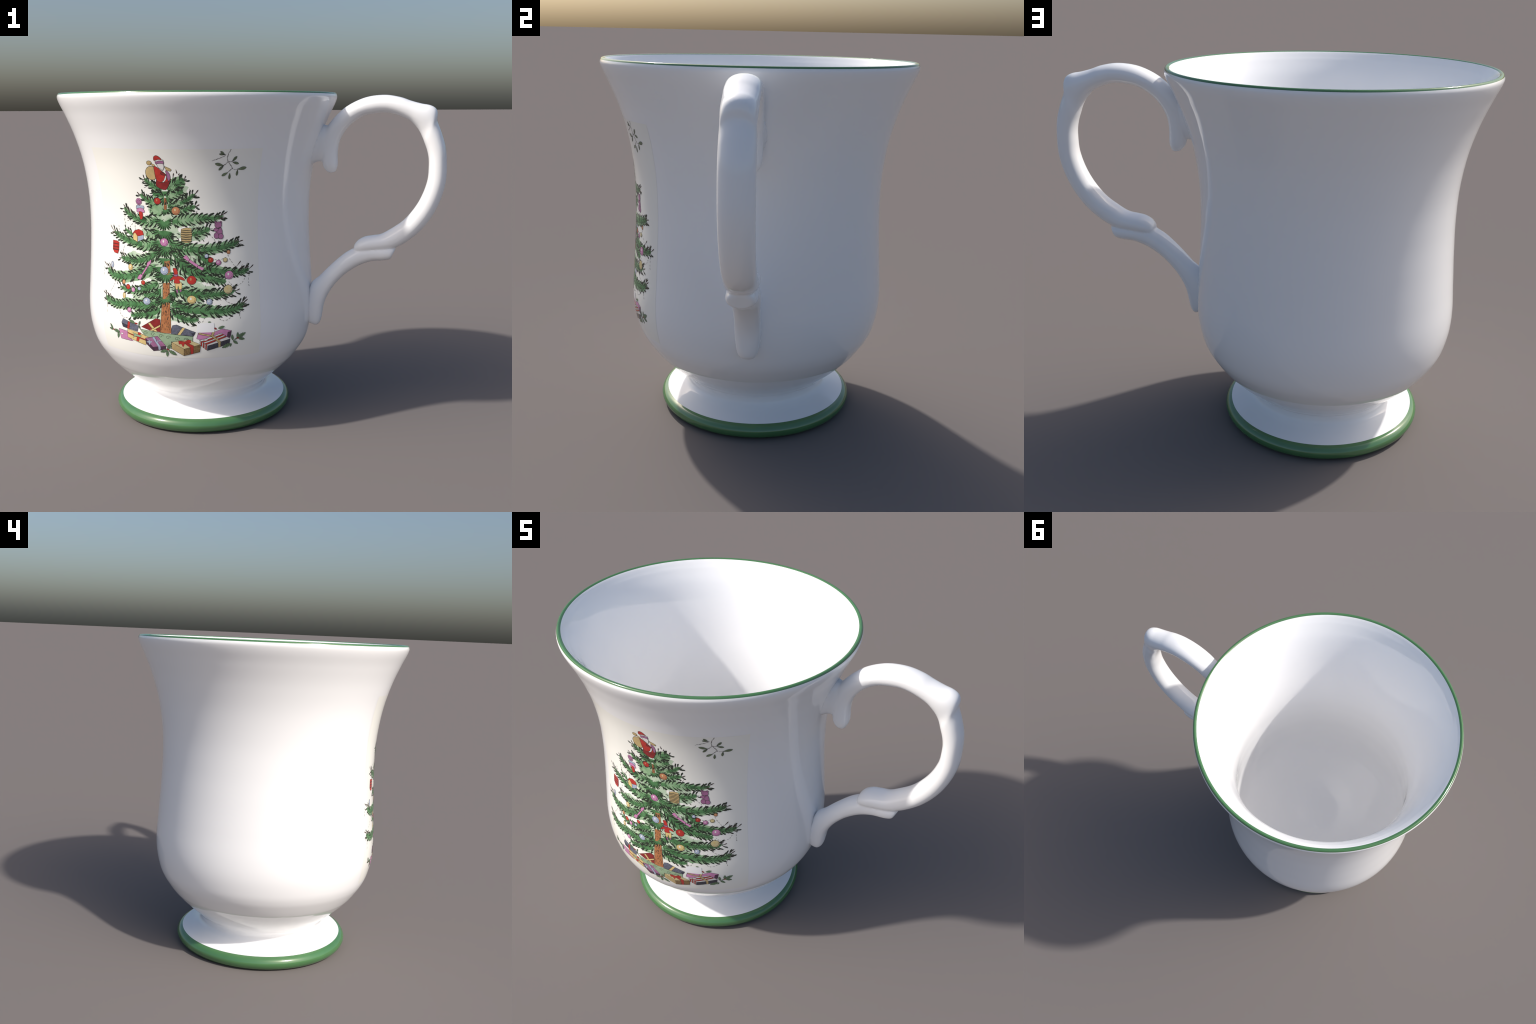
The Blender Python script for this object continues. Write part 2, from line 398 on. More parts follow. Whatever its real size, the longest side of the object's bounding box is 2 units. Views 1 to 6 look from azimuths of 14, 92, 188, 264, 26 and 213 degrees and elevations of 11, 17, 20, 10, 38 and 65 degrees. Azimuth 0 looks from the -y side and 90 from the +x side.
# ---------------------------------------------------------------- ornaments: list of (name, [(colour, outline), ...])
HANGING = [
    ("doll_ornament", [
        ("pink", disc((-12.09, 119.08), 42, 46)), ("purple", disc((-12.1, 118.94), 28, 30)),
        ("blue", [(-13.1, 117.4), (-13.82, 115.97), (-12.82, 115.33), (-10.54, 115.45), (-9.39, 116.03), (-10.02, 117.55)]),
        ("pink", [(-13.42, 115.75), (-10.31, 115.98), (-9.17, 114.13), (-11.78, 113.83), (-14.25, 114.66)]),
        ("red", [(-12.52, 114.06), (-10.43, 114.03), (-10.46, 111.11), (-12.3, 110.8)]) ]),
    ("house_ornament", [
        ("yellow", [(-16.31, 103.02), (-15.18, 104.33), (-13.52, 102.88), (-13.72, 99.71), (-16.24, 100.85)]),
        ("blue", [(-13.52, 102.88), (-10.35, 103.22), (-10.2, 101.36), (-13.56, 99.86)]),
        ("red", [(-16.83, 103.26), (-15.16, 105.14), (-12.84, 105.86), (-10.71, 105.15), (-10.1, 103.38), (-12.58, 102.73), (-13.68, 102.52), (-15.05, 104.1)]) ]),
    ("lantern_ornament", [
        ("red", [(-29.98, 99.17), (-27.14, 99.12), (-25.42, 98.59), (-25.69, 94.7), (-26.46, 92.96), (-29.02, 93.23), (-30.29, 94.67)]),
        ("darkred", [(-30.01, 97.8), (-25.53, 97.72), (-25.54, 97.44), (-30.01, 97.51)]),
        ("darkred", [(-30.14, 96.34), (-25.55, 96.29), (-25.56, 96), (-30.15, 96.05)]),
        ("darkred", [(-30.04, 94.99), (-25.67, 94.92), (-25.68, 94.63), (-30.05, 94.7)]) ]),
    ("basket_ornament", [
        ("tan", [(8.93, 106.73), (11.17, 107.4), (13.65, 107.06), (14, 104.16), (13.53, 100.65), (11.03, 100.24), (8.95, 100.77), (8.58, 104.13)]) ]
        + [("ink", [(8.71, y-0.00), (11.08, y+0.31), (13.92, y+0.07), (13.92, y-0.24), (11.08, y-0.07), (8.71, y-0.31)]) for y in (105.95, 105.12, 104.29, 103.47, 102.64, 101.82, 100.99)]),
    ("bear_ornament", [
        ("purple", disc((25.12, 109.62), 16, 18)), ("purple", disc((27.56, 109.61), 16, 18)),
        ("purple", disc((26.75, 104.85), 44, 84)), ("purple", disc((25.3, 106.29), 32, 24)),
        ("purple", disc((25.4, 103.45), 32, 42)), ("purple", disc((27.56, 103.1), 34, 38)),
        ("purple", disc((26.36, 108.4), 47, 46)), ("ink", [(25.31, 107.33), (26.07, 107.03), (27.06, 107.34), (27.05, 106.86), (26.07, 106.75), (25.37, 106.85)]) ]),
    ("paper_cracker", [
        ("pink", [(9.46, 93.32), (11.08, 94.72), (12.7, 92.51), (16.45, 89.99), (16.92, 89.44), (19.44, 88.28), (18.46, 87.13), (16.08, 88.68), (12.27, 91.27), (11.66, 91.75)]),
        ("ink", [(11.93, 91.61), (12.78, 92.65), (12.98, 92.52), (12.14, 91.4)]),
        ("ink", [(15.88, 88.69), (16.65, 89.92), (16.86, 89.79), (16.08, 88.55)]) ]),
    ("paper_cracker", [
        ("pink", [(-6.05, 91.92), (-6.46, 90), (-7.79, 88.44), (-10.5, 84.44), (-11.97, 81.63), (-13.98, 82.15), (-12.97, 83.94), (-11.49, 84.5), (-8.66, 88.73), (-8.42, 90.22)]),
        ("ink", [(-8.9, 88.57), (-7.79, 88.16), (-7.95, 87.94), (-9.07, 88.35)]),
        ("ink", [(-11.64, 84.49), (-10.42, 84.17), (-10.58, 83.94), (-11.81, 84.26)]) ]),
    ("soldier_ornament", [
        ("yellow", [(5.41, 81.45), (8.56, 81.66), (8.73, 78.25), (7.62, 78.02), (7.08, 79.96), (6.79, 78), (5.74, 78.18)]),
        ("purple", [(5.8, 78.11), (6.85, 78), (7.05, 76.61), (6.28, 76.66)]), ("purple", [(7.62, 78.02), (8.66, 78.18), (8.58, 77.21), (7.89, 76.98)]),
        ("red", [(4.88, 84.5), (7.33, 84.56), (9.41, 83.83), (10.16, 82.52), (7.67, 82.97), (7.99, 81.23), (5.2, 81.23), (5.29, 83.05), (3.08, 82.06), (3.58, 83.34)]),
        ("purple", [(4.59, 85.59), (6.92, 85.52), (6.7, 84.41), (4.8, 84.49)]),
        ("red", [(4.61, 87.89), (5.54, 88.33), (6.45, 87.8), (6.92, 85.52), (4.6, 85.53)]) ]),
    ("treetop_figure", [
        ("tan", disc((-3.94, 132.71), 82, 92)), ("tan", disc((-4.62, 137.37), 34, 28)), ("tan", [(-4.02, 137.18), (-2.08, 136.54), (-2.34, 135.72), (-3.71, 136.44)]),
        ("tan", [(2.4, 135.79), (5.24, 134.67), (4.92, 133.72), (2.46, 134.37)]),
        ("darkred", [(-1.74, 130.38), (4.44, 130.48), (4.3, 128.44), (2.2, 125), (-1.93, 126.49), (-2.27, 128.33)]),
        ("red", [(-2.61, 135.37), (-1.5, 135.73), (0.92, 133.81), (2.92, 132.15), (3.6, 131.15), (3.94, 129.12), (1.21, 128.53), (-1.43, 129.03), (-2.5, 132.06)]),
        ("darkred", [(0.76, 133.47), (2.78, 132.08), (2.67, 131.61), (0.78, 132.05), (0.23, 132.79)]),
        ("purple", [(2.7, 133.84), (4.08, 133.18), (4.75, 131.16), (4.15, 129.12), (3.14, 130.46)]),
        ("white", [(2.46, 131.47), (3.01, 131.48), (2.6, 129.61), (1.41, 128.47), (0.89, 128.87), (1.99, 129.77)]),
        ("purple", disc((0.33, 137.66), 56, 40)),
        ("white", [(-1.07, 136.83), (0.4, 137.12), (2, 136.93), (2.23, 135.52), (1.42, 134.09), (0.26, 134.88), (-0.64, 135.48)]),
        ("white", [(-1.93, 138.5), (-0.03, 139), (2.09, 138.89), (1.83, 138.42), (-0.05, 138.39), (-1.62, 137.83)]),
        ("red", [(-2.15, 138.5), (-2.13, 139.98), (-1.14, 140.8), (0.22, 140.41), (1.44, 138.95), (-0.17, 139), (-1.59, 138.51)]) ]),
]
# ---------------------------------------------------------------- presents under the tree
PRESENTS_BACK = [
    ("present_box", [
        ("slate", [(-22.38, 61.61), (-13, 59.22), (-13.83, 56.31), (-22.69, 57.53), (-23.42, 59.49)]), ("darkslate", [(-23.24, 59.23), (-19.57, 58.64), (-19.87, 57.03), (-22.69, 57.45)]),
        ("red", [(-19.33, 60.68), (-17.99, 60.37), (-18.58, 56.94), (-19.95, 57.02)]) ]),
    ("present_box", [
        ("pink", [(-25.43, 56.06), (-19.69, 55.57), (-19.92, 52.76), (-16.76, 50.86), (-24.64, 51.08)]), ("white", [(-24.36, 54), (-22.95, 54.11), (-23.01, 53.35), (-24.32, 53.26)]) ]),
    ("present_box", [
        ("darkred", [(-11.45, 58.98), (-7.29, 61.65), (-3.88, 63.81), (-1.6, 63.42), (-1.79, 57.32), (-6.72, 57.6)]),
        ("yellow", [(-7.86, 61), (-6.83, 61.55), (-3.11, 57.35), (-4.75, 57.36)]), ("yellow", [(-1.64, 60.98), (-1.68, 59.96), (-5.57, 57.57), (-7.17, 57.63)]) ]),
    ("present_box", [
        ("slate", [(3.64, 58.91), (4.26, 60.83), (6.15, 61.27), (14.92, 57.69), (13.87, 55.8), (3.57, 56.72)]),
        ("darkslate", [(13.01, 57.11), (14.92, 57.69), (13.87, 55.8)]), ("yellow", [(8.86, 59.97), (10.15, 59.64), (7.87, 56.31), (6.42, 56.48)]) ]),
    ("tree_tub", [
        ("mint", [(-12.33, 57.76), (1.37, 56.81), (13.66, 55.66), (13.4, 53.25), (3.42, 52.75), (3.12, 49.07), (0.62, 50.31), (-2.37, 53.75), (-9.61, 54.26)]) ]),
    ("present_box", [
        ("yellow", [(-19.7, 56.83), (-13.18, 55.88), (-7.57, 54.13), (-9.92, 49.76), (-20.07, 52.49)]),
        ("red", [(-19.82, 55.02), (-9.48, 52.71), (-9.71, 52.21), (-19.85, 54.57)]), ("red", [(-13.35, 56), (-11.94, 55.82), (-13.66, 51.2), (-15, 51.38)]),
        ("mint", [(-16.63, 55.38), (-14.92, 54.89), (-11.62, 54.38), (-12.49, 53.52), (-15, 53.77), (-16.86, 52.65), (-15.83, 54.16)]) ]),
]
PRESENTS_FRONT = [
    ("present_box", [
        ("purple", [(-9.65, 53.52), (-3.21, 55.15), (0.62, 50.31), (-6.2, 49.13)]), ("darkpurple", [(-9.65, 53.52), (-6.2, 49.13), (-6.15, 47.17), (-9.6, 50.82)]),
        ("darkpurple", [(-6.2, 49.13), (0.62, 50.31), (0.3, 48.49), (-6.15, 47.1)]),
        ("blue", [(-6.1, 54.29), (-4.87, 54.63), (-2.15, 49.85), (-2.27, 48.12), (-3.35, 47.94), (-3.31, 49.59)]),
        ("blue", [(-4.23, 52.61), (-1.66, 53.22), (-1.31, 52.88), (-3.99, 52.17)]), ("blue", [(-8.06, 53.7), (-7.2, 52.13), (-5.91, 51.97), (-7.23, 51.28), (-7.65, 49.98), (-8.27, 51.23), (-9.5, 51.54), (-7.97, 52.2)]) ]),
    ("present_box", [
        ("cream", [(3.54, 52.52), (11.38, 54.11), (17.17, 51.52), (9.29, 49.11)]), ("tan", [(3.54, 52.52), (9.29, 49.11), (9.02, 45.5), (3.41, 49.1)]),
        ("brown", [(9.29, 49.11), (17.17, 51.52), (16.68, 47.64), (9.02, 45.5)]),
        ("red", [(12.18, 50.08), (13.86, 50.63), (13.66, 46.81), (12.38, 46.42)]), ("red", [(10.64, 52.55), (13.87, 50.94), (13.86, 50.55), (12.18, 50.01), (9.59, 52.14)]),
        ("red", [(9.91, 53), (6.89, 53.5), (6.99, 51.6), (8.19, 51.8), (8.93, 50.11), (9.8, 52.15), (11.3, 51.86), (12.7, 52.57), (12.4, 53.98), (11.1, 53.89)]) ]),
    ("present_box", [
        ("pink", [(15.33, 54.55), (16.27, 57.68), (23.99, 57.76), (27.43, 58.93), (31.62, 57.77), (30.97, 54.31), (17.15, 53.94)]),
        ("darkpurple", [(29.85, 57.12), (31.69, 57.76), (30.97, 54.24), (29.49, 55.03)]),
        ("tan", [(16.54, 57.45), (22.61, 55.93), (22.26, 55.29), (16.32, 56.73)]), ("tan", [(22.7, 57.83), (23.86, 57.92), (22.81, 55.27), (21.93, 55.68)]) ]),
    ("present_box", [
        ("white", [(16.67, 53.66), (26.8, 56.85), (30.97, 53.72), (20.38, 50.79)]), ("white", [(16.67, 53.66), (20.38, 50.79), (20.15, 48.23), (16.76, 51.37)]),
        ("darkslate", [(20.38, 50.79), (30.97, 53.72), (30.68, 51.23), (20.15, 48.23)]),
        ("red", [(17.48, 53.05), (27.42, 56.37), (28.1, 55.88), (18.28, 52.5)]), ("red", [(18.95, 51.93), (28.66, 55.39), (29.36, 54.9), (19.7, 51.36)]),
        ("red", [(17.14, 53.28), (17.74, 52.82), (17.77, 50.42), (17.16, 50.9)]), ("red", [(18.28, 52.42), (18.89, 51.94), (18.78, 49.46), (18.24, 49.94)]), ("red", [(19.43, 51.53), (19.97, 51.12), (19.81, 48.56), (19.33, 48.97)]),
        ("white", [(18.58, 53.97), (20.21, 54.44), (20.54, 53.77), (18.97, 53.31)]),
        ("tan", [(22.13, 55.53), (23.02, 55.85), (26.43, 52.77), (26.41, 49.97), (25.44, 49.74), (25.33, 52.3)]) ]),
]
BLANK_LABEL = [(15.75, 62.1), (23.43, 62.22), (23.51, 57.57), (15.32, 57.54)]
# holly sprigs: (leaf base, leaf tip) pairs and berry centres
HOLLY_LEAVES = [
    ((-30.04, 54.86), (-31.81, 57.45)), ((-30.19, 54.6), (-32.69, 54.99)), ((-29.38, 54.61), (-25.05, 54.33)), ((-25.79, 54.19), (-26.92, 50.85)),
    ((-15.12, 60.2), (-18.46, 61.41)), ((-12.97, 59.6), (-12.12, 61.69)), ((-12.97, 59.6), (-12.24, 57.78)),
    ((1.18, 48.48), (2.87, 51.24)), ((1.16, 48.25), (-2.48, 46.92)), ((1.27, 47.87), (0.67, 44.74)), ((1.74, 48.13), (5.54, 45.85)),
    ((25.38, 59.28), (28.34, 60.17)), ((34.47, 53.88), (34.69, 56.65)), ((34.61, 54.01), (38.58, 56.03)), ((34.83, 53.69), (38.17, 52.75)),
    ((32.32, 52.84), (31.82, 55.77)), ((32.4, 52.68), (34.82, 50.69)), ((31.32, 51.24), (27.13, 49.29)), ((31.68, 51.21), (31.03, 49.56)), ((33.03, 53), (34.32, 53.67)), ((20.67, 62.55), (22.09, 62.56)),
]
HOLLY_BERRIES = [(-29.47, 54.75), (-14.77, 60.24), (-14.1, 60.19), (1.14, 48.79), (1.69, 48.44), (23.88, 59.44), (24.28, 59.13), (34.32, 53.67), (34.83, 53.84)]
MISTLETOE_LEAVES = [
    ((28.64, 136.12), (24.83, 137.07)), ((28.64, 136.05), (26.52, 134)), ((29.07, 140.96), (27.09, 142.73)), ((28.8, 141.09), (26.56, 141.47)),
    ((32.51, 137.92), (34.6, 140.29)), ((32.66, 137.65), (35.64, 136.82)), ((35.28, 134.24), (39.41, 134.98)), ((35.21, 134.04), (34.84, 131.27)),
    ((30.74, 132.89), (27.88, 131.34)), ((31.63, 132.59), (31.43, 129.74)),
]
MISTLETOE_STEMS = [
    [(31.69, 143.44), (30.76, 141.72), (30.29, 139.72), (30.58, 138.03)], [(23.34, 138.31), (25.24, 138.95), (27.77, 139.91), (29.52, 140.81), (28.8, 141.23)],
    [(28.64, 136.12), (29.85, 137.04), (30.66, 137.9), (31.53, 136.66), (32.33, 135.69), (32.73, 134.52)], [(30.66, 137.9), (32.52, 137.78)],
    [(30.74, 132.95), (31.99, 134.14), (33, 134.72)], [(33.36, 134.16), (35.07, 134.25), (35.41, 134.51)],
]
GARLANDS = [
    [(-20.73, 112.21), (-21.27, 110.05), (-20.66, 107.97)], [(-19.6, 109.61), (-16.13, 109.72), (-17.46, 107.16), (-19.92, 105.2)], [(-21.98, 97.23), (-22.49, 95.04), (-22.82, 92.87)],
    [(17.75, 109.65), (16.68, 107.24), (14.95, 106.56)], [(22.14, 104.04), (23.5, 102.62), (25.2, 100.84)], [(-14.78, 109.1), (-15.02, 105.22)], [(-11.41, 107.56), (-11.52, 105.45)], [(-25.37, 106.86), (-25.36, 102.94)],
    [(-27.29, 79.67), (-29.8, 76.02), (-32.38, 73.18)], [(-37.61, 85.42), (-37.47, 81.02)], [(-34.43, 68.98), (-34.22, 62.71)], [(-24.44, 65.94), (-24.15, 63.8), (-22.15, 62.31), (-19.33, 62.17)],
    [(38.86, 83.89), (38.41, 81.46), (35.74, 79.41), (32.84, 79.48), (30.96, 81.37)], [(41.18, 84.37), (40.68, 81.24), (41.07, 77.3)], [(30.71, 94.29), (32.09, 91.42), (33.84, 88.86)],
    [(21.03, 81.51), (19.97, 79.8), (20.27, 77.7)], [(28.45, 74.17), (29.79, 71.97), (33.29, 70.28)], [(36.44, 67.15), (35.72, 65.09), (36.07, 62.56)],
    [(32.43, 65.4), (30.27, 63.46), (27.48, 62.97), (25.11, 64.53)], [(19.36, 64.77), (17.97, 62.49)], [(10.01, 62.73), (12.55, 60.74), (15.59, 60.95)],
    [(21.95, 93.63), (25.38, 91.94), (29.61, 92.61)], [(-10.42, 83.39), (-10.41, 81.28)], [(-8.4, 75.46), (-8.4, 73.33)], [(21.46, 75.57), (21.49, 73.47)], [(5.93, 85.35), (5.86, 85.28)], [(13.43, 98.94), (13.26, 92.72)], [(17.08, 98.57), (16.87, 90.62)],
]
TUB_SCROLLS = [(-9.52, 55.97), (-5.65, 55.8), (-1.57, 55.29), (2.01, 54.8), (6.22, 54.28), (10.35, 54.03)]
# loose long needles sticking out at the bough ends: (base, tip)
LOOSE_NEEDLES = [
    ((-7.29, 128.88), (-8.36, 131.99)), ((-6.99, 128.2), (-9.17, 128.95)), ((5.93, 130.5), (6.46, 132.86)), ((7.49, 134.55), (7.91, 132.53)), ((9.05, 132.88), (8.6, 131.73)), ((10.94, 129.51), (11.95, 131.67)),
    ((-10.8, 122.2), (-12.73, 123.64)), ((-7.76, 121.28), (-9.5, 122.53)), ((-6.39, 119.6), (-7.47, 121.15)), ((15.3, 122.34), (17.37, 125.13)), ((15.16, 116.87), (17.77, 118.21)),
    ((-19.7, 114.39), (-21.56, 117.35)), ((-17.95, 113.11), (-19.08, 116.53)), ((-16.21, 112.52), (-17, 115.27)), ((-14.08, 111.95), (-14.95, 114.34)), ((26.4, 112.2), (31.05, 114.71)), ((25.7, 111.53), (29.19, 111.62)),
    ((-28.78, 103.32), (-31.79, 106.53)), ((-27.09, 102.06), (-28.75, 104.89)), ((-25.48, 101.51), (-30.53, 103.28)), ((35.19, 99.65), (38.65, 100.67)), ((34.09, 99.72), (36.26, 101.25)),
    ((-34.38, 85.18), (-37.84, 87.74)), ((-32.42, 84.74), (-35.81, 87.16)), ((-30.59, 84.64), (-33.4, 87.73)), ((34.92, 88.43), (37.22, 90.98)), ((35.98, 86.95), (38.65, 88.48)), ((37.46, 86.83), (41.01, 88.13)), ((40.88, 86.52), (43.7, 88.64)),
    ((-25.96, 77.69), (-26.95, 78.78)), ((32.78, 77.37), (34.1, 78.33)), ((33.48, 76.61), (36.27, 77.64)), ((-34.65, 71.15), (-38.09, 72.82)), ((-32.09, 71.24), (-34.68, 72.63)), ((-30.26, 70.45), (-32.37, 72.66)), ((36.16, 69.66), (40.2, 72.36)), ((36.93, 70.65), (39.72, 73.54)),
    ((36.47, 68.21), (38.83, 69.66)), ((-10.45, 71.72), (-13.74, 71.37)),
]


tree_print = Sheet()
tree_print.polygon([(-38.4, 44.2), (46.5, 44.2), (46.5, 143.7), (-38.4, 143.7)], LIFT["paper"], 1.2)
tree_print = tree_print.build("christmas_tree_print", CREAM_PAPER, mug)

def resample(points, step):
    curve = catmull(points, 16)
    out, acc = [curve[0]], 0.0
    for p, q in zip(curve, curve[1:]):
        acc += math.dist(p, q)
        if acc >= step:
            out.append(q)
            acc = 0.0
    if out[-1] != curve[-1]: out.append(curve[-1])
    return out

def needle(sheet, base, tip, half_width, lift, bend=0.0):
    """One brush stroke: thin at the base, swelling to a rounded end."""
    n = 7
    dx, dy = tip[0]-base[0], tip[1]-base[1]
    centre, widths = [], []
    for i in range(n+1):
        t = i/n
        b = bend*math.sin(math.pi*t)
        centre.append((base[0]+dx*t-dy*b, base[1]+dy*t+dx*b))
        widths.append(half_width*(0.10+0.90*min(t/0.72, 1)**0.9)*(math.sqrt(max(1-((t-0.72)/0.28)**2, 0.0)) if t > 0.72 else 1)+0.01)
    sheet.ribbon(centre, widths, lift)

# ---- washes, boughs and their needles
wash = Sheet()
for k in range(13):                                         # the boughs crowd together along the trunk
    v = 66+k*4.6
    WASHES.append(((1.0+random.uniform(-1.5, 1.5), v), 6.5-0.16*k, 3.2, random.uniform(-15, 15)))
for k, ((u, v), a, b, tilt) in enumerate(WASHES):
    ca, sa = math.cos(math.radians(tilt)), math.sin(math.radians(tilt))
    pts = []
    for i in range(36):
        t = 2*math.pi*i/36
        w = 1+0.10*math.sin(5*t+k)+0.07*math.sin(9*t+2*k)+random.uniform(-0.04, 0.04)
        x, y = 1.12*a*w*math.cos(t), 1.12*b*w*math.sin(t)
        pts.append((u+ca*x-sa*y, v+sa*x+ca*y))
    wash.polygon(pts, LIFT["wash"]+k*0.000004)
wash.build("foliage_wash", INK["wash"], tree_print)["kind"] = "stuff"

# loose strokes scattered over the washes, hanging outwards from the trunk
scatter = Sheet()
for k, ((u, v), a, b, tilt) in enumerate(WASHES):
    for i in range(6):
        p = (u+random.uniform(-0.7, 0.7)*a, v+random.uniform(-0.7, 0.7)*b)
        ang = math.radians((-32 if p[0] > 1 else 212)+random.uniform(-28, 28))
        l = random.uniform(1.7, 2.7)
        needle(scatter, p, (p[0]+math.cos(ang)*l, p[1]+math.sin(ang)*l), random.uniform(0.18, 0.30), LIFT["light"]+0.00018+0.00001*i, random.uniform(-0.1, 0.1))
scatter.build("loose_needles", INK["needle"], tree_print)["kind"] = "stuff"

soft, fine = Sheet(), Sheet()
for number, (spine, w0, w1, length, count) in enumerate(BRANCHES_UPPER+BRANCHES_LOWER):
    line = resample(spine, 0.7)
    n = len(line)
    jag = [random.uniform(0.85, 1.15) for _ in line]
    def taper(i, f):
        t = i/(n-1)
        return f*((w0+(w1-w0)*t)*jag[i])*min(1, 0.45+2.5*t)*(1 if t < 0.9 else max(0.08, (1-t)/0.1))
    soft.ribbon(line, [taper(i, 1.95) for i in range(n)], LIFT["light"]+number*0.000004)
    bough = Sheet()
    bough.ribbon(line, [taper(i, 1.0) for i in range(n)], LIFT["green"]+number*0.000004)
    bough.build("branch", INK["green"], tree_print)
    # needles along both sides, leaning towards the tip
    strokes = Sheet()
    for side in (1, -1):
        count = max(3, int(len(line)*0.7/1.45))
        for k in range(count):
            t = (k+0.5+random.uniform(-0.25, 0.25))/count
            i = min(int(t*(n-1)), n-2)
            p, q = line[i], line[i+1]
            ang = math.atan2(q[1]-p[1], q[0]-p[0]) + side*math.radians(random.uniform(30, 50))
            w = w0+(w1-w0)*t
            l = length*random.uniform(1.2, 1.6)*(1-0.15*t)
            na = math.atan2(q[1]-p[1], q[0]-p[0]) + side*math.pi/2
            off = w*random.uniform(0.10, 0.45)
            b0 = (p[0]+math.cos(na)*off, p[1]+math.sin(na)*off)
            needle(strokes, b0, (b0[0]+math.cos(ang)*l, b0[1]+math.sin(ang)*l), random.uniform(0.34, 0.45), LIFT["needle"]+0.00002*(k % 5), side*0.11)
            # short inner stroke on the green itself
            if random.random() < 0.4:
                b1 = (p[0]-math.cos(na)*off*0.6, p[1]-math.sin(na)*off*0.6)
                l1 = l*0.62
                a1 = ang-side*math.radians(8)
                needle(strokes, b1, (b1[0]+math.cos(a1)*l1, b1[1]+math.sin(a1)*l1), random.uniform(0.14, 0.20), LIFT["needle"]+0.0001+0.00002*(k % 5), side*0.05)
            # hair-fine hatching between the strokes
            if random.random() < 0.55:
                a2 = ang+side*math.radians(random.uniform(0, 18))
                b2 = (b0[0]+random.uniform(-0.5, 0.5), b0[1]+random.uniform(-0.5, 0.5))
                needle(fine, b2, (b2[0]+math.cos(a2)*l*1.05, b2[1]+math.sin(a2)*l*1.05), 0.10, LIFT["needle"]-0.0001)
    strokes.build("branch_needles", INK["needle"], tree_print)["kind"] = "stuff"
soft.build("foliage_tint", INK["light"], tree_print)["kind"] = "stuff"
fine.build("needle_hatching", INK["twig"], tree_print)["kind"] = "stuff"

fans, fan_green = Sheet(), Sheet()
for upper, lower in zip(TRUNK, TRUNK[1:]):                  # tufts hide the joints of the trunk
    gap_top, gap_bottom = min(p[1] for p in upper), max(p[1] for p in lower)
    u = sum(p[0] for p in lower)/len(lower)
    if gap_top-gap_bottom < 8:
        TUFTS.append(((u, gap_top+0.6), 0.6, max(4.2, gap_top-gap_bottom+2.0), 165, 375, 13))
    else:
        for k in range(3):
            TUFTS.append(((u+random.uniform(-1, 1), gap_bottom+1+k*5.5), 1.0, 5.0, 185, 355, 11))
for (u, v), r0, r1, a0, a1, count in TUFTS:
    r0, count = max(r0, 0.42*r1), max(5, int(count*0.85))
    for k in range(count):
        ang = math.radians(a0+(a1-a0)*(k+0.5+random.uniform(-0.2, 0.2))/count)
        l = r1*random.uniform(0.82, 1.08)
        c, s = math.cos(ang), math.sin(ang)
        needle(fans, (u+c*r0, v+s*r0*0.9), (u+c*l, v+s*l*0.9), random.uniform(0.26, 0.34), LIFT["needle"]+0.0002+0.00002*(k % 6), random.uniform(-0.06, 0.06))
        needle(fan_green, (u, v), (u+c*l*0.86, v+s*l*0.8), 0.55, LIFT["green"]+0.00013+0.00001*(k % 6))
fans.build("tuft_needles", INK["needle"], tree_print)["kind"] = "stuff"
fan_green.build("tuft_green", INK["green"], tree_print)["kind"] = "stuff"

loose = Sheet()
for k, (p, q) in enumerate(LOOSE_NEEDLES):
    needle(loose, p, q, 0.26, LIFT["needle"]+0.00025, random.uniform(-0.05, 0.05))
loose.build("tip_needles", INK["twig"], tree_print)["kind"] = "stuff"

# ---- trunk with bark strokes
bark = Sheet()
for outline in TRUNK:
    piece = Sheet()
    piece.polygon(outline, LIFT["trunk"])
    piece.build("trunk", INK["bark"], tree_print)
    us, vs = [p[0] for p in outline], [p[1] for p in outline]
    lo, hi = min(vs), max(vs)
    def edges(v):
        xs = []
        for (u0, v0), (u1, v1) in zip(outline, outline[1:]+outline[:1]):
            if v0 != v1 and min(v0, v1) <= v <= max(v0, v1):
                xs.append(u0+(u1-u0)*(v-v0)/(v1-v0))
        return min(xs), max(xs)
    rows = [lo+(hi-lo)*(0.01+0.98*i/10) for i in range(11)]
    for e in (0, 1):
        bark.ribbon([(edges(v)[e]+random.uniform(-0.06, 0.06), v) for v in rows], [0.09]*11, LIFT["trunk"]+0.00006)
    for k in range(int((hi-lo)*(max(us)-min(us))*0.75)):
        v = random.uniform(lo+0.6, hi-0.6)
        a, b = edges(v)
        u = random.uniform(a+0.3, b-0.3)
        l = random.uniform(0.5, 1.5)
        bark.ribbon([(u, min(v+l, hi-0.1)), (u+random.uniform(-0.12, 0.12), v+l/2), (u, v)], [0.03, random.uniform(0.07, 0.14), 0.04], LIFT["trunk"]+0.00006)
bark.build("bark_strokes", INK["ink"], tree_print)["kind"] = "stuff"

# ---- outlined, tinted shapes
def outlined(name, shapes, lift=None, ink=True, ink_width=0.10):
    lift = LIFT["thing"] if lift is None else lift
    owner = None
    lines = Sheet()
    for k, (colour, outline) in enumerate(shapes):
        s = Sheet()
        s.polygon(outline, lift+k*0.00012)
        ob = s.build(name if owner is None else name+"_patch", INK[colour], tree_print)
        owner = owner or ob
        if ink and colour != "ink":
            loop = outline+outline[:1]
            path = []
            for p, q in zip(loop, loop[1:]):
                steps = max(1, int(math.dist(p, q)/1.0))
                path += [(p[0]+(q[0]-p[0])*i/steps, p[1]+(q[1]-p[1])*i/steps) for i in range(steps)]
            path.append(outline[0])
            lines.ribbon(path, [ink_width*random.uniform(0.6, 1.15) for _ in path], lift+k*0.00012+0.00006)
    if lines.verts:
        lines.build(name+"_outline", INK["ink"], tree_print)["kind"] = "stuff"

